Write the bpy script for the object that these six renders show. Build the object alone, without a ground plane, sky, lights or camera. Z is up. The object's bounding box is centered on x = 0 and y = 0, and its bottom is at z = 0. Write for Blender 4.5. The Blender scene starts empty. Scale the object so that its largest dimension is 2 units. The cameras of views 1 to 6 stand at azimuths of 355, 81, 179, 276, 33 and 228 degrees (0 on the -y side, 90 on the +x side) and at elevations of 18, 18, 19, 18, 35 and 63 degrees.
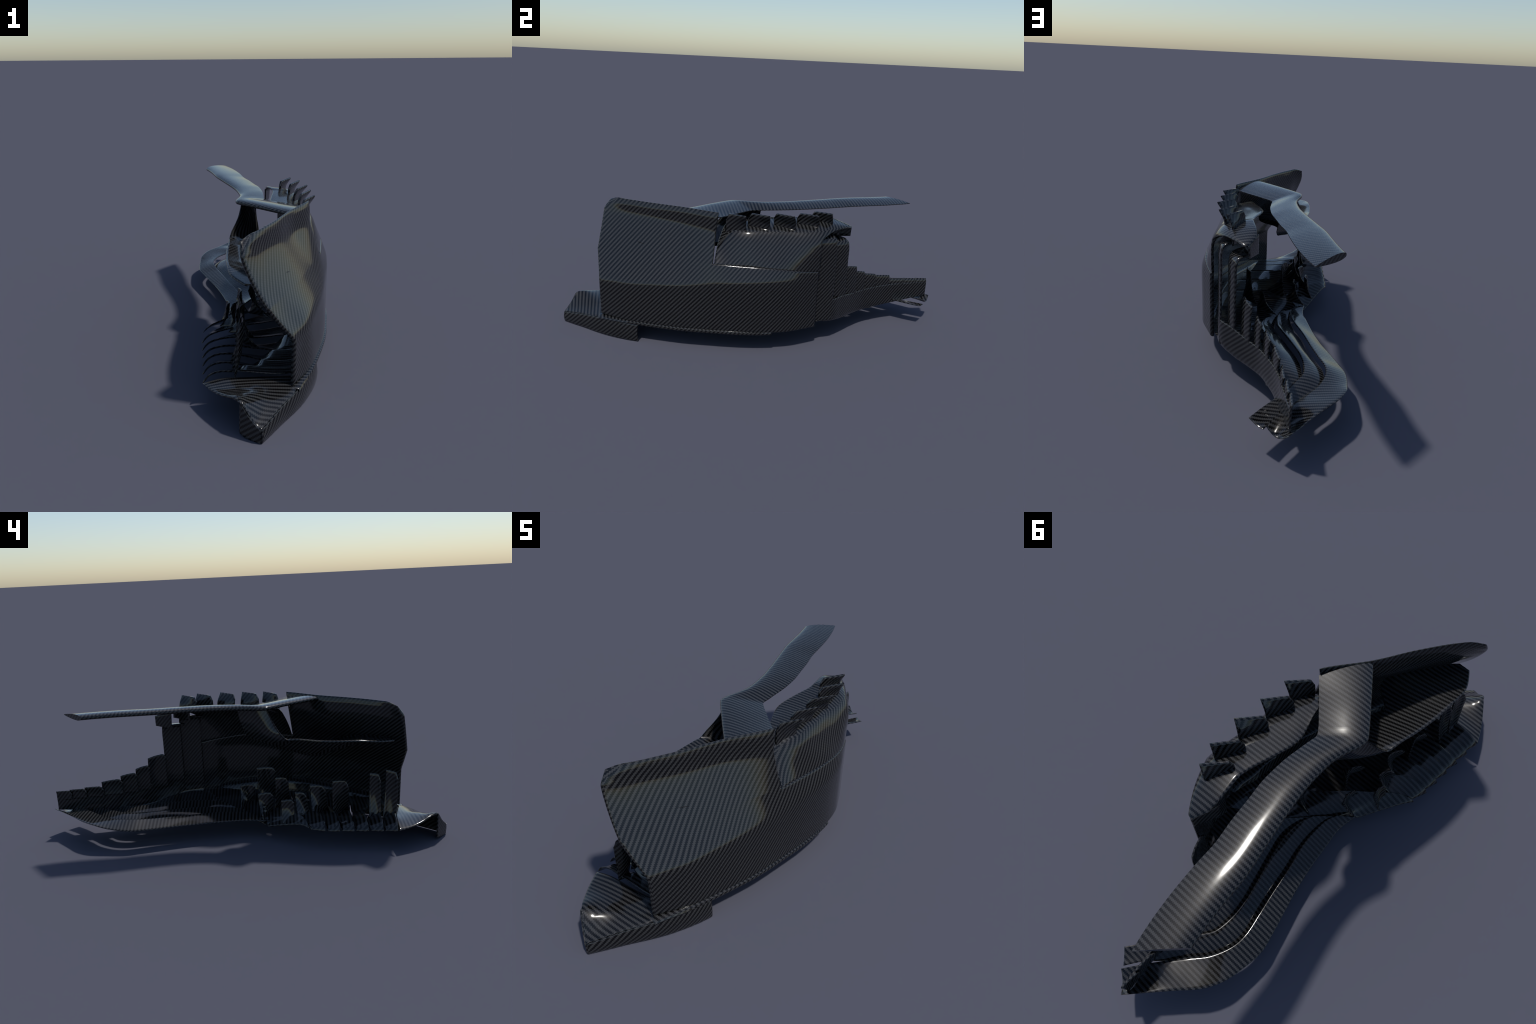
import bpy, math
import numpy as np

# ------------------------------------------------------------------ helpers
V = lambda *a: np.array(a, float)


def catmull(P, knots, t):
    """Non-uniform Catmull-Rom spline through P (n, ..) with the given knots, read at t."""
    P = np.asarray(P, float)
    k = np.asarray(knots, float)
    n = len(P)
    if n == 2:
        w = ((t - k[0]) / (k[1] - k[0])).reshape((-1,) + (1,) * (P.ndim - 1))
        return P[0] * (1 - w) + P[1] * w
    m = np.zeros_like(P)
    h = np.diff(k).reshape((-1,) + (1,) * (P.ndim - 1))
    d = np.diff(P, axis=0) / h
    m[1:-1] = (d[:-1] * h[1:] + d[1:] * h[:-1]) / (h[1:] + h[:-1])
    m[0] = 1.5 * d[0] - 0.5 * m[1]
    m[-1] = 1.5 * d[-1] - 0.5 * m[-2]
    i = np.clip(np.searchsorted(k, t, side="right") - 1, 0, n - 2)
    hh = (k[i + 1] - k[i])
    s = ((t - k[i]) / hh).reshape((-1,) + (1,) * (P.ndim - 1))
    hh = hh.reshape(s.shape)
    return ((2 * s**3 - 3 * s**2 + 1) * P[i] + (s**3 - 2 * s**2 + s) * hh * m[i]
            + (-2 * s**3 + 3 * s**2) * P[i + 1] + (s**3 - s**2) * hh * m[i + 1])


def chord(P):
    P = np.asarray(P, float)
    d = np.linalg.norm(np.diff(P, axis=0), axis=-1)
    if d.ndim > 1:
        d = d.mean(axis=1)
    return np.r_[0, np.cumsum(np.maximum(d, 1e-5))]


def samples(n, length, edge):
    """n parameters over [0, 1] with a tight ring at both ends (for rounded borders)."""
    e = min(0.2, edge / max(length, 1e-6))
    return np.r_[0, e * 0.35, np.linspace(e, 1 - e, max(2, n - 4)), 1 - e * 0.35, 1]


def curve(P, n):
    k = chord(P)
    return catmull(P, k, np.linspace(0, k[-1], n))


def loft(C, nu, nv, edge=0.006):
    """C[i][j]: control points, i along u, j along v -> dense (nu, nv, 3) grid."""
    C = np.asarray(C, float)
    ku, kv = chord(C), chord(C.swapaxes(0, 1))
    G = catmull(C, ku, samples(nu, ku[-1], edge) * ku[-1])
    G = catmull(G.swapaxes(0, 1), kv, samples(nv, kv[-1], edge) * kv[-1])
    return G.swapaxes(0, 1)


def normals(G):
    a, b = np.gradient(G, axis=0), np.gradient(G, axis=1)
    n = np.cross(a, b)
    return n / np.maximum(np.linalg.norm(n, axis=2, keepdims=True), 1e-9)


ROOT = bpy.data.objects.new("racing_bargeboard", None)
bpy.context.scene.collection.objects.link(ROOT)
ROOT["label"] = "glossy black carbon fibre bargeboard with slats, fins and boomerang wing"
ROOT["category"] = "car part"


def make(name, verts, faces, mat, parent=None, angle=38):
    me = bpy.data.meshes.new(name)
    me.from_pydata([tuple(map(float, v)) for v in verts], [], [tuple(map(int, f)) for f in faces])
    me.validate()
    me.polygons.foreach_set("use_smooth", [True] * len(me.polygons))
    me.set_sharp_from_angle(angle=math.radians(angle))
    me.materials.append(mat)
    me.update()
    ob = bpy.data.objects.new(name, me)
    bpy.context.scene.collection.objects.link(ob)
    ob.parent = parent or ROOT
    return ob


def shell_mesh(G, t, taper=(0.3, 0.75), tmap=None, mask=None, swell=None):
    """Solid sheet of thickness t around the grid, rounded at its borders; mask keeps quads."""
    n, m = G.shape[:2]
    N = normals(G)
    keep = np.ones((n - 1, m - 1), bool) if mask is None else mask
    # distance (in rings) of every grid point from the border of the kept region
    pad = np.zeros((n + 1, m + 1), bool); pad[1:-1, 1:-1] = keep
    full = pad[:-1, :-1] & pad[1:, :-1] & pad[:-1, 1:] & pad[1:, 1:]
    w = np.ones((n, m))
    inner = full
    for f in taper:
        w[~inner] = np.minimum(w[~inner], f)
        p = np.pad(inner, 1)
        inner = inner & p[:-2, 1:-1] & p[2:, 1:-1] & p[1:-1, :-2] & p[1:-1, 2:]
    if tmap is not None:
        w = w * tmap
    off = N * (w * t / 2)[..., None]
    fat = 0 if swell is None else V(1, 0, 0) * swell[..., None]      # extra thickness of the inner face
    verts = np.concatenate([(G + off - fat * (N[..., :1] < 0)).reshape(-1, 3), (G - off - fat * (N[..., :1] > 0)).reshape(-1, 3)])
    I = np.arange(n * m).reshape(n, m)
    q = np.stack([I[:-1, :-1], I[1:, :-1], I[1:, 1:], I[:-1, 1:]], -1)[keep]
    B = n * m
    edges = np.concatenate([q[:, [i, (i + 1) % 4]] for i in range(4)])
    have = set(map(tuple, edges.tolist()))
    rim = np.array([e for e in edges.tolist() if (e[1], e[0]) not in have])
    side = np.stack([rim[:, 1], rim[:, 0], rim[:, 0] + B, rim[:, 1] + B], -1)
    faces = np.concatenate([q, q[:, ::-1] + B, side])
    used = np.unique(faces)
    re = np.full(2 * B, -1); re[used] = np.arange(len(used))
    return verts[used], re[faces]


def shell(name, G, t, mat, parent=None, taper=(0.3, 0.75), tmap=None, angle=38, mask=None, swell=None):
    v, f = shell_mesh(G, t, taper, tmap, mask, swell)
    return make(name, v, f, mat, parent, angle)


def tube(name, L, mat, parent=None, angle=38, cap0=True, cap1=True):
    """L: (n, m, 3) closed loops, capped with fans."""
    n, m = L.shape[:2]
    I = np.arange(n * m).reshape(n, m)
    R = np.roll(I, -1, axis=1)
    faces = list(np.stack([I[:-1], I[1:], R[1:], R[:-1]], -1).reshape(-1, 4))
    verts = list(L.reshape(-1, 3))
    for on, i, flip in ((cap0, 0, False), (cap1, n - 1, True)):
        if on:
            c = len(verts); verts.append(L[i].mean(0))
            for j in range(m):
                a, b = I[i, j], I[i, (j + 1) % m]
                faces.append((b, a, c) if flip else (a, b, c))
    return make(name, verts, faces, mat, parent, angle)


def smooth(a, b, x):
    s = np.clip((np.asarray(x, float) - a) / (b - a), 0, 1)
    return s * s * (3 - 2 * s)


# ------------------------------------------------------------------ carbon fibre
def carbon(name, light=0.036, dark=0.0020, rough=0.10):
    mat = bpy.data.materials.new(name)
    mat.use_nodes = True
    nt = mat.node_tree
    nt.nodes.clear()
    N, Lk = nt.nodes, nt.links

    def math_(op, a, b=None, c=None):
        nd = N.new("ShaderNodeMath"); nd.operation = op
        for i, v in enumerate((a, b, c)):
            if v is None:
                continue
            if isinstance(v, (int, float)):
                nd.inputs[i].default_value = v
            else:
                Lk.new(v, nd.inputs[i])
        return nd.outputs[0]

    tc = N.new("ShaderNodeTexCoord")
    pos = N.new("ShaderNodeSeparateXYZ"); Lk.new(tc.outputs["Object"], pos.inputs[0])
    nor = N.new("ShaderNodeSeparateXYZ"); Lk.new(tc.outputs["Normal"], nor.inputs[0])
    x, y, z = pos.outputs
    nx, ny, nz = nor.outputs
    ax, ay, az = (math_("ABSOLUTE", o) for o in (nx, ny, nz))
    # cloth laid on in three directions: seen from the side, from the ends and from above
    sx, sy = math_("SIGN", nx), math_("SIGN", ny)
    side_p = math_("SUBTRACT", math_("MULTIPLY", z, 47.0), math_("MULTIPLY", math_("MULTIPLY", y, sx), 51.0))
    side_q = math_("ADD", math_("MULTIPLY", z, 110.0), math_("MULTIPLY", math_("MULTIPLY", y, sx), 102.0))
    end_p = math_("ADD", math_("MULTIPLY", z, 47.0), math_("MULTIPLY", math_("MULTIPLY", x, sy), 51.0))
    end_q = math_("SUBTRACT", math_("MULTIPLY", z, 110.0), math_("MULTIPLY", math_("MULTIPLY", x, sy), 102.0))
    top_p = math_("SUBTRACT", math_("MULTIPLY", y, 58.0), math_("MULTIPLY", x, 4.0))
    top_q = math_("ADD", math_("MULTIPLY", x, 150.0), math_("MULTIPLY", y, 30.0))
    is_top = math_("GREATER_THAN", az, math_("MAXIMUM", ax, ay))
    is_side = math_("GREATER_THAN", ax, ay)

    def pick(m, a, b):
        return math_("ADD", math_("MULTIPLY", a, m), math_("MULTIPLY", b, math_("SUBTRACT", 1.0, m)))

    p = pick(is_top, top_p, pick(is_side, side_p, end_p))
    q = pick(is_top, top_q, pick(is_side, side_q, end_q))
    zig = math_("MULTIPLY", math_("SINE", math_("MULTIPLY", q, 2 * math.pi)), 0.09)
    wave = math_("SINE", math_("MULTIPLY", math_("ADD", p, zig), 2 * math.pi))
    ramp = N.new("ShaderNodeMapRange"); ramp.interpolation_type = "SMOOTHSTEP"
    Lk.new(wave, ramp.inputs["Value"])
    ramp.inputs["From Min"].default_value = -0.50
    ramp.inputs["From Max"].default_value = 0.60
    noise = N.new("ShaderNodeTexNoise"); noise.inputs["Scale"].default_value = 260.0
    noise.inputs["Detail"].default_value = 2.0
    Lk.new(tc.outputs["Object"], noise.inputs["Vector"])
    fac = math_("MULTIPLY", ramp.outputs[0], math_("ADD", 0.8, math_("MULTIPLY", noise.outputs["Fac"], 0.4)))
    mix = N.new("ShaderNodeMix"); mix.data_type = "RGBA"; mix.clamp_factor = True
    Lk.new(fac, mix.inputs["Factor"])
    mix.inputs["A"].default_value = (dark, dark, dark * 1.12, 1)
    mix.inputs["B"].default_value = (light, light, light * 1.02, 1)
    bs = N.new("ShaderNodeBsdfPrincipled")
    Lk.new(mix.outputs["Result"], bs.inputs["Base Color"])
    bs.inputs["Roughness"].default_value = 0.34
    bs.inputs["IOR"].default_value = 1.12
    bs.inputs["Coat Weight"].default_value = 1.0
    bs.inputs["Coat Roughness"].default_value = rough
    bs.inputs["Coat IOR"].default_value = 1.44
    out = N.new("ShaderNodeOutputMaterial")
    Lk.new(bs.outputs[0], out.inputs["Surface"])
    return mat


CARBON = carbon("carbon_twill")

# ------------------------------------------------------------------ main turning vane
# Every upright section is straight below a crease (zc), leans inward up to a second crease (zt) and is upright
# again to the rim.  Columns: y at the bottom / crease / belly / upper crease / rim, x at the bottom, at the crease and
# at the top, the two crease heights, rim height, bow of the leaning part.
columns = [
    (-.791, -.795, -.808, -.776, -.745, .025, .028, -.157, .287, .605, .650, .50),
    (-.752, -.752, -.758, -.737, -.714, .056, .053, -.127, .288, .603, .663, .45),
    (-.680, -.680, -.680, -.672, -.662, .106, .098, -.085, .294, .600, .666, .35),
    (-.550, -.550, -.550, -.541, -.530, .165, .155, -.004, .305, .593, .667, .25),
    (-.400, -.400, -.400, -.392, -.385, .219, .209, .073, .318, .584, .667, .12),
    (-.247, -.247, -.247, -.232, -.221, .256, .252, .178, .335, .573, .668, .0),     # line of the slot
    (-.130, -.130, -.130, -.130, -.130, .280, .282, .202, .350, .545, .668, .0),     # flank behind the slot
    (.030, .030, .030, .030, .030, .297, .302, .2445, .362, .5145, .668, .0),
    (.120, .120, .120, .120, .120, .288, .292, .2545, .362, .487, .668, .0),
    (.200, .200, .200, .200, .200, .261, .264, .2565, .360, .465, .668, .0),
    (.262, .262, .262, .262, .262, .237, .240, .240, .355, .450, .668, .0),
]
A = np.array(columns)
ku = np.r_[0, np.cumsum(np.hypot(np.diff(A[:, 0]), np.diff(A[:, 6])))]
e = .006


def stops(k, cuts, n):
    """parameters with tight rings at both ends and at the cuts"""
    c = [k[0]] + list(cuts) + [k[-1]]
    out = []
    for a_, b_ in zip(c[:-1], c[1:]):
        out += [a_, a_ + .002] + list(np.linspace(a_ + e, b_ - e, max(3, int(n * (b_ - a_) / (k[-1] - k[0]))))) + [b_ - .002]
    return np.array(out + [c[-1]])


tu = stops(ku, [ku[5]], 150)
K = catmull(A, ku, tu)
soft = lambda q, r: r * np.logaddexp(0, q / r)
tv = stops(np.array([0, .56]), [.32], 90)             # 0 .. .32 below the ledge line, .32 .. .56 above it
G = np.zeros((len(tu), len(tv), 3))
for i, (yb, yc, ym, yt, yr, xb, xm, xt, zc, zt, top, bow) in enumerate(K):
    zl = zc + .4 * (zt - zc)
    z = np.where(tv < .32, .10 + (zl - .10) * tv / .32, zl + (top - zl) * (tv - .32) / .24)
    f = np.clip((soft(z - zc, .007) - soft(z - zt, .007)) / (zt - zc), 0, 1)
    low = np.clip((z - .10) / (zc - .10), 0, 1)
    G[i, :, 0] = xb + (xm - xb) * smooth(0, 1, low) + (xt - xm) * (f + bow * f * (1 - f))
    G[i, :, 1] = np.interp(z, [.10, zc, zc + .4 * (zt - zc), zt, top], [yb, yc, ym, yt, yr])
    G[i, :, 2] = z
cu, cv = (tu[:-1] + tu[1:]) / 2, (tv[:-1] + tv[1:]) / 2
mask = ~((cu[:, None] > ku[5]) & (cv[None, :] > .32))
tm = 1 - 0.72 * np.clip((tv - tv[-1] + .026) / .026, 0, 1)[None, :] * np.ones((len(tu), 1))      # thins towards the top rim
Y, Zz = G[..., 1], G[..., 2]
swell = .014 * smooth(.43, .53, Zz) * (1 - smooth(.53, .655, Zz)) * smooth(-.79, -.66, Y) * (1 - smooth(-.45, -.25, Y))
shell("turning_vane", G, 0.017, CARBON, tmap=tm, mask=mask, swell=swell)   # the inner skin swells over the strake

# ------------------------------------------------------------------ upper vane: rolls over into the shelf
upper = [
    [V(.231, -.243, .425), V(.198, -.233, .471), V(.160, -.219, .52), V(.134, -.200, .565), V(.122, -.190, .582),
     V(.112, -.178, .592), V(.100, -.160, .597), V(.090, -.130, .600)],
    [V(.240, -.19, .425), V(.218, -.185, .470), V(.196, -.175, .52), V(.178, -.165, .560), V(.160, -.155, .582),
     V(.135, -.145, .594), V(.105, -.125, .599), V(.078, -.095, .602)],
    [V(.258, -.10, .425), V(.243, -.10, .473), V(.228, -.10, .52), V(.212, -.095, .560), V(.190, -.09, .584),
     V(.145, -.07, .597), V(.095, -.045, .602), V(.048, -.019, .601)],
    [V(.281, .02, .420), V(.268, .02, .455), V(.247, .02, .50), V(.227, .02, .546), V(.203, .02, .582),
     V(.160, .03, .597), V(.100, .035, .604), V(.042, .042, .607)],
    [V(.278, .11, .408), V(.267, .11, .450), V(.252, .11, .492), V(.231, .11, .541), V(.207, .115, .580),
     V(.165, .12, .598), V(.110, .13, .608), V(.057, .13, .613)],
    [V(.262, .20, .398), V(.259, .20, .450), V(.252, .20, .495), V(.238, .20, .540), V(.214, .205, .578),
     V(.175, .215, .600), V(.125, .217, .611), V(.074, .217, .617)],
    [V(.239, .262, .392), V(.241, .262, .450), V(.242, .263, .50), V(.234, .265, .545), V(.210, .275, .580),
     V(.175, .290, .602), V(.125, .292, .613), V(.071, .280, .620)],
    [V(.239, .263, .392), V(.2405, .263, .450), V(.241, .265, .50), V(.232, .268, .545), V(.205, .296, .580),
     V(.165, .337, .597), V(.110, .350, .606), V(.060, .343, .613)],
    [V(.238, .264, .392), V(.240, .264, .450), V(.240, .266, .50), V(.230, .273, .545), V(.188, .335, .576),
     V(.137, .412, .580), V(.094, .455, .576), V(.058, .400, .592)],
]
upper_vane = shell("shelf_vane", loft(upper, 90, 70), 0.012, CARBON)

# five small fins standing on the shelf
fins = [  # rear tip, front tip, base rear, base front
    ((.230, -.098, .663), (.160, -.180, .661), (.192, -.092, .570), (.158, -.185, .555)),
    ((.231, .014, .664), (.165, -.075, .664), (.197, .022, .585), (.157, -.080, .580)),
    ((.235, .131, .664), (.166, .043, .664), (.201, .148, .586), (.153, .048, .585)),
    ((.217, .254, .664), (.151, .163, .663), (.189, .265, .590), (.147, .160, .585)),
    ((.182, .328, .665), (.114, .242, .664), (.154, .341, .592), (.113, .237, .588)),
]
for rt, ft, br, bf in fins:
    rt, ft, br, bf = (np.array(p) for p in (rt, ft, br, bf))
    u = np.r_[0, .02, .06, .12, np.linspace(.2, .94, 10), .98, 1]
    v = np.r_[0, .04, np.linspace(.1, .9, 12), .97, 1]
    g = np.zeros((len(u), len(v), 3))
    for i, a in enumerate(u):
        # the front top corner is rounded off
        cut = 0.30 * (1 - smooth(0, .16, a)) ** 1.6
        for j, b in enumerate(v):
            bb = b * (1 - cut)
            base, top = bf * (1 - a) + br * a, ft * (1 - a) + rt * a
            w = .25 * bb + .75 * smooth(.25, 1.0, bb) * bb      # upright at the foot, flared outward at the tip
            p = base * (1 - w) + top * w
            p[2] = base[2] * (1 - bb) + top[2] * bb
            g[i, j] = p
    shell("shelf_fin", g, 0.012, CARBON, upper_vane, taper=(.45, .85))

# ------------------------------------------------------------------ louvres and skirt down to the tail
TE = [(.237, .262), (.194, .361), (.130, .441), (.067, .518), (.027, .577), (-.006, .650), (-.041, .742),
      (-.056, .830), (-.071, .906), (-.081, .975)]
TOP = [None, .56, .53, .355, .310, .284, .264, .240, .233, .228]
LOW = [.10, .225, .226, .212, .213, .214, .214, .212, .211, .210]
env = lambda y: np.interp(y, [p[1] for p in TE], [p[0] for p in TE])

sk = [  # bottom line of the skirt (x, y, z) and the line where the louvres start
    ((.200, .258, .116), (.209, .254, .225)), ((.190, .347, .108), (.196, .355, .226)), ((.137, .421, .098), (.146, .421, .226)),
    ((.070, .490, .088), (.082, .497, .214)), ((.018, .568, .090), (.032, .568, .213)), ((-.009, .636, .094), (.000, .636, .214)),
    ((-.030, .703, .098), (-.028, .705, .214)), ((-.042, .770, .106), (-.047, .775, .214)), ((-.058, .850, .116), (-.060, .850, .212)),
    ((-.085, .976, .127), (-.082, .975, .210)),
]
C = []
for (b, t) in sk:
    b, t = np.array(b), np.array(t)
    n = V(.012, .008, 0)
    up = lambda f, g: V(b[0] * (1 - g) + t[0] * g, b[1] * (1 - g) + t[1] * g, b[2] * (1 - f) + t[2] * f)
    C.append([b, up(.10, .55), up(.3, .95), up(.65, 1), t])
shell("louvre_skirt", loft(C, 90, 28), 0.009, CARBON, taper=(.5, .9))

for i in range(1, 10):
    x1, y1 = TE[i]
    x0, y0 = TE[i - 1]
    tan = V(x1 - x0, y1 - y0, 0); ln = np.linalg.norm(tan); tan /= ln
    inn = V(-tan[1], tan[0], 0)                       # towards the inside
    off = [.028, .030, .024, .016, .014, .013, .011, .010, .008][i - 1]                   # tucked inside the one before
    le = V(x0 - off, y0 - .013, 0)
    te = V(x1, y1, 0)
    mid = (le + te) / 2 - inn * off * .22                    # bulges outward
    low = LOW[i] - (0.11 if i == 1 else 0.03)
    if i <= 2:
        # tall louvres: fold inward at the top and carry a tab up to the shelf
        prof = [(0, low), (0, .30), (0, .44), (.001, .515), (.007, .538), (.022, .548), (.044, .552), (.062, .553)] if i == 1 else \
               [(0, low), (0, .28), (0, .42), (.001, .487), (.006, .508), (.020, .518), (.048, .523), (.078, .524)]
        C = []
        for s in np.linspace(0, 1, 6):
            p = catmull(np.array([le, mid, te]), np.array([0, .5, 1.]), np.array([s]))[0]
            C.append([p + inn * d + V(0, 0, zz) for d, zz in prof])
        shell("louvre", loft(C, 26, 60), 0.010, CARBON)
    else:
        C = []
        rise = {3: .012, 4: .012, 5: .010, 6: .008}.get(i, .003)
        for s in np.linspace(0, 1, 7):
            p = catmull(np.array([le, mid, te]), np.array([0, .5, 1.]), np.array([s]))[0]
            top = TOP[i] + rise * math.sin(min(1, (1 - s) * 1.15) * math.pi / 2) - .02 * (1 - smooth(0, .12, s))
            C.append([p + V(0, 0, low), p + V(0, 0, low * .6 + top * .4), p + inn * .003 + V(0, 0, low * .2 + top * .8),
                      p + inn * .007 + V(0, 0, top)])
        shell("louvre", loft(C, 26, 28), 0.009, CARBON)

# two small fins that hang from the shelf over the tall louvres
for tr, tf, br, bf in (((.152, .376, .586), (.115, .280, .606), (.152, .378, .551), (.115, .282, .543)),
                       ((.087, .459, .578), (.052, .362, .600), (.082, .457, .526), (.051, .366, .517))):
    C = [[V(*bf) * (1 - a) + V(*br) * a + (V(*tf) * (1 - a) + V(*tr) * a - V(*bf) * (1 - a) - V(*br) * a) * b for b in (0, .5, 1)]
         for a in (0, .35, .7, 1)]
    shell("hanging_fin", loft(C, 18, 14), 0.008, CARBON, upper_vane)

# ------------------------------------------------------------------ boomerang wing
wing = [  # trailing edge, leading edge
    ((.172, -.214, .641), (.074, -.392, .650)), ((.120, -.163, .638), (.010, -.318, .650)), ((.060, -.102, .637), (-.055, -.240, .650)),
    ((.022, -.062, .636), (-.108, -.176, .649)), ((.004, -.036, .635), (-.132, -.142, .648)), ((.006, .000, .636), (-.133, -.108, .647)),
    ((.008, .040, .638), (-.120, -.063, .646)), ((.011, .105, .640), (-.108, -.005, .645)), ((.008, .165, .641), (-.109, .055, .645)),
    ((.002, .220, .642), (-.118, .136, .646)), ((-.012, .284, .642), (-.133, .207, .647)), ((-.032, .380, .643), (-.157, .300, .648)),
    ((-.054, .467, .644), (-.180, .385, .649)), ((-.065, .548, .646), (-.200, .460, .650)), ((-.090, .684, .646), (-.219, .570, .650)),
    ((-.114, .775, .646), (-.233, .645, .649)), ((-.138, .846, .646), (-.250, .717, .648)),
]
W = np.array(wing)                                         # (n, 2, 3)
kw = chord(W)
tw = np.unique(np.r_[np.linspace(0, kw[-1], 110), kw])
W = catmull(W, kw, tw)
na = 22
s = 0.5 - 0.5 * np.cos(np.linspace(0, math.pi, na))        # from nose (0) to tail (1)
thick = 10 * (.2969 * np.sqrt(s) - .126 * s - .3516 * s**2 + .2843 * s**3 - .1015 * s**4)
loops = []
for te, le in W:
    up = [le + (te - le) * a + V(0, 0, 0.0135 * h + .0015) for a, h in zip(s, thick)]
    dn = [le + (te - le) * a - V(0, 0, 0.0115 * h + .0015) for a, h in zip(s[::-1], thick[::-1])]
    loops.append(up + dn)
tube("boomerang_wing", np.array(loops)[:, ::-1], CARBON)

# ------------------------------------------------------------------ strake on the inside, bending up to the wing
strake = [  # inner edge, three points of the upper face, outer edge, crease under the inner edge
    [(-.105, -.137, .648), (-.080, -.104, .647), (-.060, -.068, .646), (-.043, -.030, .644), (-.030, .010, .642), (-.085, -.074, .640)],
    [(-.126, -.171, .585), (-.100, -.135, .580), (-.074, -.092, .572), (-.050, -.050, .562), (-.029, -.008, .553), (-.102, -.102, .570)],
    [(-.157, -.207, .534), (-.126, -.175, .524), (-.085, -.135, .511), (-.052, -.092, .500), (-.022, -.045, .488), (-.115, -.135, .506)],
    [(-.167, -.234, .511), (-.135, -.205, .502), (-.100, -.175, .488), (-.066, -.148, .477), (-.035, -.120, .465), (-.126, -.175, .484)],
    [(-.171, -.265, .511), (-.140, -.248, .501), (-.105, -.232, .486), (-.072, -.217, .470), (-.040, -.202, .456), (-.134, -.235, .472)],
    [(-.174, -.300, .511), (-.143, -.297, .500), (-.110, -.292, .484), (-.076, -.287, .467), (-.045, -.282, .452), (-.139, -.297, .461)],
    [(-.181, -.345, .508), (-.146, -.344, .496), (-.112, -.341, .480), (-.076, -.337, .463), (-.040, -.333, .446), (-.144, -.347, .453)],
    [(-.187, -.392, .505), (-.150, -.394, .493), (-.108, -.395, .476), (-.065, -.395, .460), (-.020, -.395, .445), (-.148, -.400, .447)],
    [(-.194, -.483, .504), (-.156, -.484, .492), (-.085, -.482, .470), (-.015, -.478, .452), (.070, -.472, .444), (-.155, -.485, .456)],
    [(-.193, -.567, .505), (-.158, -.568, .496), (-.095, -.570, .484), (-.022, -.573, .474), (.048, -.575, .474), (-.158, -.568, .478)],
    [(-.184, -.655, .498), (-.157, -.655, .494), (-.115, -.657, .489), (-.070, -.659, .484), (-.022, -.660, .484), (-.160, -.656, .487)],
    [(-.138, -.735, .489), (-.129, -.735, .488), (-.119, -.736, .487), (-.108, -.736, .486), (-.094, -.737, .485), (-.128, -.736, .482)],
]
belly = np.array([0, 0, .004, .012, .024, .034, .040, .038, .018, .008, .004, .002])
loops = []
S = np.array(strake)
kS = chord(S)
tS = np.linspace(0, kS[-1], 110)
S = catmull(S, kS, tS)
for st, dz in zip(S, catmull(belly[:, None], kS, tS)[:, 0]):
    up = curve(st[:5], 26)
    I_, O_, C_ = st[0], st[4], st[5]
    M_ = (C_ + O_) / 2 + V(0, 0, -.006 - dz)
    under = curve(np.array([O_ + V(-.002, 0, -.006 - dz * .6), M_, C_, I_ + V(.002, .001, -.010)]), 26)
    nose = np.array([I_ + V(-.0030, -.001, -.0085), I_ + V(-.0048, -.0015, -.0055), I_ + V(-.0042, -.001, -.0022), I_ + V(-.0022, -.0005, -.0004)])
    loops.append(np.concatenate([up, under, nose]))
tube("strake", np.array(loops), CARBON)

# ------------------------------------------------------------------ floor
wall = lambda y: np.interp(y, [-.791, -.752, -.68, -.55, -.40, -.247, -.13, .03, .12, .20, .262],
                           [.025, .056, .106, .165, .219, .256, .280, .297, .288, .261, .237])


def crest(x):
    """Height of the front floor across: low lip at the inner edge, a crest, then falling to the wall."""
    x = np.asarray(x, float)
    return .098 + .048 * (1 - np.exp(-(x + .306) / .022)) - .030 * smooth(-.23, .02, x)


# slits that fan out over the front floor (x, y), each from the inner edge to the wall
slits = [
    [(-.306, -.748), (-.25, -.744), (-.20, -.741), (-.12, -.742), (0, -.735), (.066, -.722)],
    [(-.306, -.683), (-.25, -.677), (-.20, -.679), (-.15, -.690), (0, -.690), (.095, -.675)],
    [(-.306, -.617), (-.25, -.604), (-.19, -.606), (-.10, -.626), (.02, -.630), (.118, -.618)],
    [(-.306, -.549), (-.24, -.541), (-.17, -.535), (-.09, -.539), (.04, -.535), (.158, -.515)],
    [(-.306, -.483), (-.245, -.474), (-.19, -.460), (-.10, -.446), (.05, -.400), (.205, -.375)],
    [(-.306, -.416), (-.246, -.405), (-.198, -.382), (-.14, -.342), (.03, -.255), (.243, -.225)],
    [(-.300, -.340), (-.235, -.305), (-.18, -.255), (-.09, -.180), (.05, -.048), (.285, .020)],
    [(-.179, -.128), (-.145, -.100), (-.11, -.050), (-.043, .029), (.06, .145), (.235, .262)],
]
ends = [-.205, -.150, -.076, -.024, .05, .10, .12, .20]
uu = np.r_[0, .004, .012, .025, np.linspace(.05, .97, 44), 1]
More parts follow.
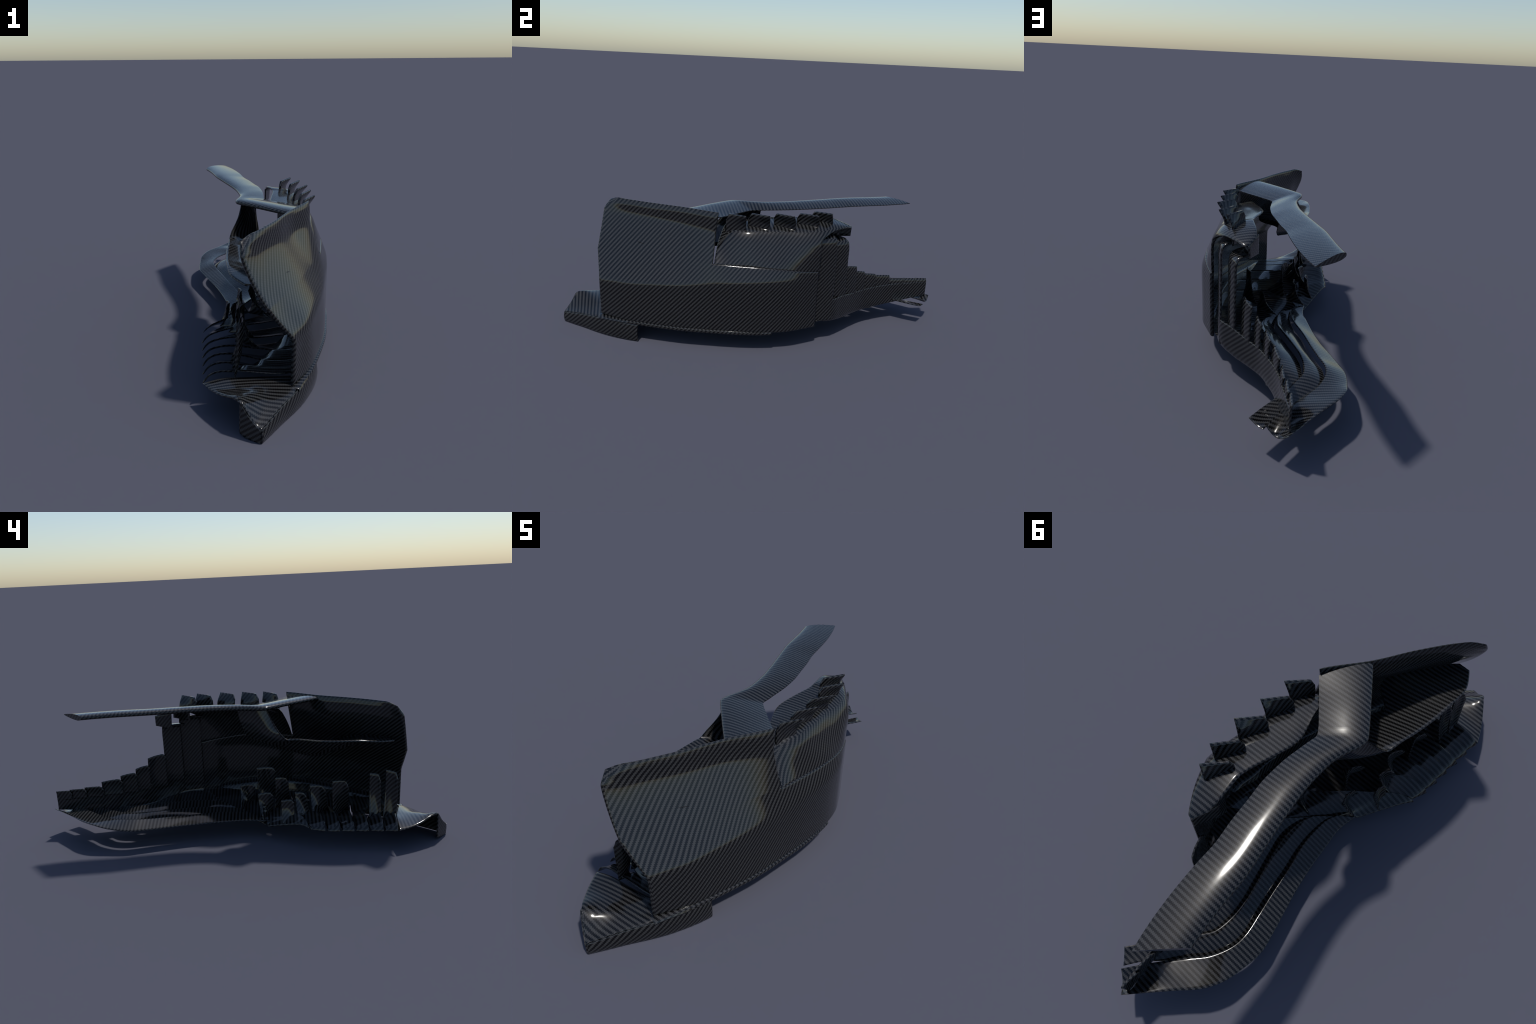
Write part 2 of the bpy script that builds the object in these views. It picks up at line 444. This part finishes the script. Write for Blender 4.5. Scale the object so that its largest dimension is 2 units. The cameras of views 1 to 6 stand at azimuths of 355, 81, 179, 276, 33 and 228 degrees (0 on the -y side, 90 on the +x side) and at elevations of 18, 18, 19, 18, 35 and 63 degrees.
for k in range(7):
    f, r = (curve(np.array([(x, y, 0) for x, y in slits[i]]), 200) for i in (k, k + 1))
    kf, kr = np.linspace(0, 1, 200), np.linspace(0, 1, 200)
    us = np.r_[0, .03, np.linspace(.08, .92, 11), .97, 1]
    g = np.zeros((len(uu), len(us), 3))
    for i, a in enumerate(uu):
        pf = np.array([np.interp(a, kf, f[:, d]) for d in range(3)])
        pr = np.array([np.interp(a, kr, r[:, d]) for d in range(3)])
        if k < 6:
            # round the front corner of the tip, cut the back corner obliquely
            pr = pr + V(.016, 0, 0) * (1 - smooth(0, .08, a))
        o0 = 1 - smooth(ends[k] - .04, ends[k] + .015, pf[0])
        o1 = 1 - smooth(ends[k + 1] - .04, ends[k + 1] + .015, pr[0])
        for j, b in enumerate(us):
            p = pf * (1 - b) + pr * b
            zf = float(crest(p[0])) if k < 6 else float(crest(p[0])) * (1 - b) + b * (.098 + .022 * smooth(0, .6, a))
            if k == 6:
                zf = min(zf, .150)
            zf += .002 * o0 * (1 - b) - .030 * o1 * b ** .65
            p[2] = zf
            p[1] += .0045 * o0 * (1 - b) - .0045 * o1 * b
            g[i, j] = p
    shell("floor_slat", g, 0.007, CARBON)

# kerb where the floor meets the vane
kerb = [(-.735, .112), (-.66, .128), (-.55, .142), (-.45, .155), (-.35, .167), (-.25, .174), (-.13, .170), (-.02, .160), (.08, .146), (.16, .130), (.20, .116)]
C = []
for y, h in kerb:
    w = wall(y) - .004
    d = V(.35, -.0, 0)
    wd = .052 * float(smooth(-.80, -.5, y) * (1 - .8 * smooth(.05, .2, y)))
    C.append([V(w - wd - .014, y, .108), V(w - wd - .008, y, .108 * .5 + h * .5), V(w - wd, y, h - .004), V(w - wd + .010, y, h), V(w, y, h + .002)])
shell("floor_kerb", loft(C, 80, 26), 0.007, CARBON)

# rear floor: four strips divided by S-shaped slots
def ctrl(rows):
    return np.array(rows, float)


edge_in = ctrl([(-.177, -.122, .096), (-.167, -.02, .094), (-.178, .04, .095), (-.199, .154, .094),
                (-.228, .271, .094), (-.264, .381, .096), (-.290, .461, .097), (-.309, .53, .100), (-.306, .639, .112),
                (-.293, .71, .126), (-.262, .775, .132), (-.2, .85, .133), (-.141, .922, .132), (-.078, .999, .129)])
slot_a = ctrl([(-.122, -.060, .112), (-.104, -.00, .113), (-.106, .06, .116), (-.118, .13, .120),
               (-.149, .235, .122), (-.183, .37, .122), (-.205, .45, .123), (-.226, .53, .128), (-.222, .61, .128),
               (-.190, .683, .126), (-.145, .74, .124), (-.095, .81, .128), (-.050, .876, .130), (-.006, .945, .128)])
slot_b = ctrl([(-.058, .012, .116), (-.040, .060, .114), (-.035, .10, .114), (-.037, .15, .116),
               (-.060, .235, .125), (-.105, .37, .130), (-.130, .45, .131), (-.142, .53, .130), (-.136, .61, .130),
               (-.108, .655, .126), (-.078, .71, .123), (-.026, .780, .121), (.016, .836, .120), (.052, .890, .120)])
slot_c = ctrl([(.010, .100, .120), (.025, .13, .122), (.033, .16, .124), (.036, .19, .126),
               (.030, .235, .130), (-.008, .37, .134), (-.034, .45, .134), (-.046, .52, .132), (-.040, .57, .128),
               (-.022, .605, .120), (-.012, .62, .116), (-.008, .63, .114), (-.006, .635, .112), (-.004, .64, .110)])
edge_w = ctrl([(.232, .255, .120), (.226, .272, .120), (.220, .285, .120), (.212, .30, .120),
               (.200, .325, .120), (.165, .385, .116), (.125, .43, .112), (.074, .488, .104), (.040, .535, .100),
               (.020, .565, .097), (.012, .58, .096), (.008, .592, .095), (.006, .60, .095), (.004, .605, .095)])
opening = [.25, .5, .8, 1, 1, 1, 1, 1, 1, 1, .95, .9, .85, .8]


def strip(inner, outer, drop, name, sharp=1.6, sag=0.0):
    n = len(inner)
    C = []
    for i in range(n):
        a, b = inner[i].copy(), outer[i]
        o = opening[i]
        across = (b - a) * V(1, 1, 0)
        across = across / max(np.linalg.norm(across), 1e-6)
        if drop:
            a = a + across * .004 * o
            a[2] -= drop * o
        row = []
        for s in (0, .12, .28, .5, .75, 1):
            p = a + (b - a) * s
            f = 1 - (1 - s) ** (1 + (sharp - 1) * o)
            p[2] = a[2] + (b[2] - a[2]) * f - sag * math.sin(math.pi * s) * max(0, (i - 11) / 2)
            row.append(p)
        C.append(row)
    return shell(name, loft(C, 120, 26), 0.006, CARBON)


strip(edge_in, slot_a, 0, "floor_strip", 1.1, .024)
slot_a_low = slot_a.copy()
slot_a_low[-2:] = [(-.040, .872, .132), (.000, .937, .130)]
strip(slot_a_low, slot_b, .028, "floor_strip", 1.6, .006)
slot_b_end = slot_b.copy()
slot_b_end[-5:] = [(-.115, .648, .128), (-.098, .668, .127), (-.085, .684, .126), (-.074, .698, .125), (-.062, .712, .124)]
strip(slot_b_end, slot_c, .028, "floor_strip")
strip(slot_c, edge_w, .026, "floor_strip")

# ------------------------------------------------------------------ foot: saddle plate, outer fence, front wall
fence_plan = [(-.112, -.998), (-.070, -.946), (-.020, -.882), (.030, -.822), (.070, -.768), (.105, -.710), (.135, -.650), (.152, -.606)]
fence_top = [.051, .062, .074, .083, .088, .090, .089, .087]
fence_bot = [0.0] * 8
foot = [
    [V(-.178, -.942, .135), V(-.170, -.950, .126), V(-.152, -.966, .094), V(-.132, -.983, .063), V(-.112, -.998, .051)],
    [V(-.208, -.905, .127), V(-.180, -.915, .132), V(-.140, -.928, .107), V(-.105, -.938, .076), V(-.070, -.946, .062)],
    [V(-.240, -.865, .115), V(-.190, -.872, .121), V(-.130, -.878, .113), V(-.075, -.880, .090), V(-.020, -.882, .074)],
    [V(-.270, -.820, .106), V(-.205, -.822, .109), V(-.125, -.822, .107), V(-.045, -.822, .095), V(.030, -.822, .083)],
    [V(-.306, -.750, .100), V(-.230, -.746, .116), V(-.130, -.744, .113), V(-.030, -.738, .108), V(.062, -.726, .102)],
]
shell("foot_plate", loft(foot, 50, 50), 0.009, CARBON)
C = [[V(px, py, b), V(px + .004, py - .003, b * .5 + t * .5), V(px, py, t)] for (px, py), t, b in zip(fence_plan, fence_top, fence_bot)]
shell("foot_fence", loft(C, 60, 14), 0.008, CARBON, taper=(.6, .9))
C = [[V(-.182, -.943, .010), V(-.181, -.943, .07), V(-.178, -.942, .133)],
     [V(-.165, -.957, .001), V(-.160, -.960, .05), V(-.155, -.964, .096)],
     [V(-.113, -.998, .000), V(-.112, -.998, .025), V(-.112, -.998, .051)]]
shell("foot_wall", loft(C, 24, 24), 0.007, CARBON, taper=(.6, .9))
# ledge rim that runs along the bottom of the vane
C = []
for i, y in enumerate([-.80, -.76, -.70, -.62, -.52, -.40, -.25, -.13, -.03, .04]):
    w = float(wall(y))
    o = [.024, .022, .018, .014, .012, .011, .011, .011, .011, .008][i]
    zr = [.086, .090, .094, .097, .098, .098, .098, .098, .098, .099][i]
    C.append([V(w - .025, y + .010, zr + .006), V(w + o * .5, y - o * .25, zr + .004), V(w + o, y - o * .4, zr + .001), V(w + o, y - o * .4, zr - .009)])
shell("bottom_rim", loft(C, 90, 14), 0.007, CARBON)

# ------------------------------------------------------------------ small standing vanes on the floor
vanes = [  # top rear, top front, foot rear, foot front
    ((-.150, -.700, .345), (-.172, -.756, .333), (-.197, -.683, .120), (-.187, -.747, .130)),
    ((-.150, -.624, .328), (-.166, -.676, .324), (-.200, -.620, .120), (-.190, -.676, .130)),
    ((-.155, -.447, .292), (-.170, -.524, .293), (-.165, -.451, .130), (-.065, -.527, .130)),
    ((-.121, -.339, .262), (-.149, -.416, .261), (-.190, -.356, .130), (-.080, -.429, .135)),
    ((-.146, -.266, .235), (-.177, -.324, .236), (-.225, -.283, .128), (-.150, -.336, .140)),
    ((-.187, -.201, .207), (-.192, -.264, .212), (-.222, -.208, .105), (-.205, -.263, .135)),
    ((-.125, -.083, .220), (-.128, -.159, .225), (-.175, -.111, .115), (-.080, -.153, .130)),
    ((-.060, -.166, .280), (-.094, -.233, .286), (-.080, -.161, .130), (.010, -.238, .140)),
    ((.090, -.058, .285), (.105, -.159, .280), (.060, -.075, .125), (.130, -.155, .135)),
    ((.024, .022, .215), (.036, -.053, .213), (-.040, .018, .115), (.055, -.035, .130)),
]
for tr, tf, br, bf in vanes:
    tr, tf, br, bf = (np.array(p) for p in (tr, tf, br, bf))
    u = np.r_[0, .03, .08, .15, np.linspace(.22, .94, 8), .98, 1]
    v = np.r_[0, .03, np.linspace(.08, .92, 18), .97, 1]
    g = np.zeros((len(u), len(v), 3))
    h = tr[2] - br[2]
    for i, a in enumerate(u):
        cut = 0.14 * (1 - smooth(0, .22, a)) ** 1.5
        for j, b in enumerate(v):
            bb = b * (1 - cut)
            w = bb ** 1.5                                     # twists mostly near the foot
            base, top = bf * (1 - a) + br * a, tf * (1 - a) + tr * a
            p = base * (1 - bb) + top * bb
            p[:2] = base[:2] * (1 - bb) + top[:2] * bb + (top[:2] - base[:2]) * .25 * math.sin(math.pi * bb)
            p[0] += .012 * math.sin(math.pi * a)
            p[2] -= .012 * (1 - bb)
            g[i, j] = p
    shell("standing_vane", g, 0.008, CARBON)
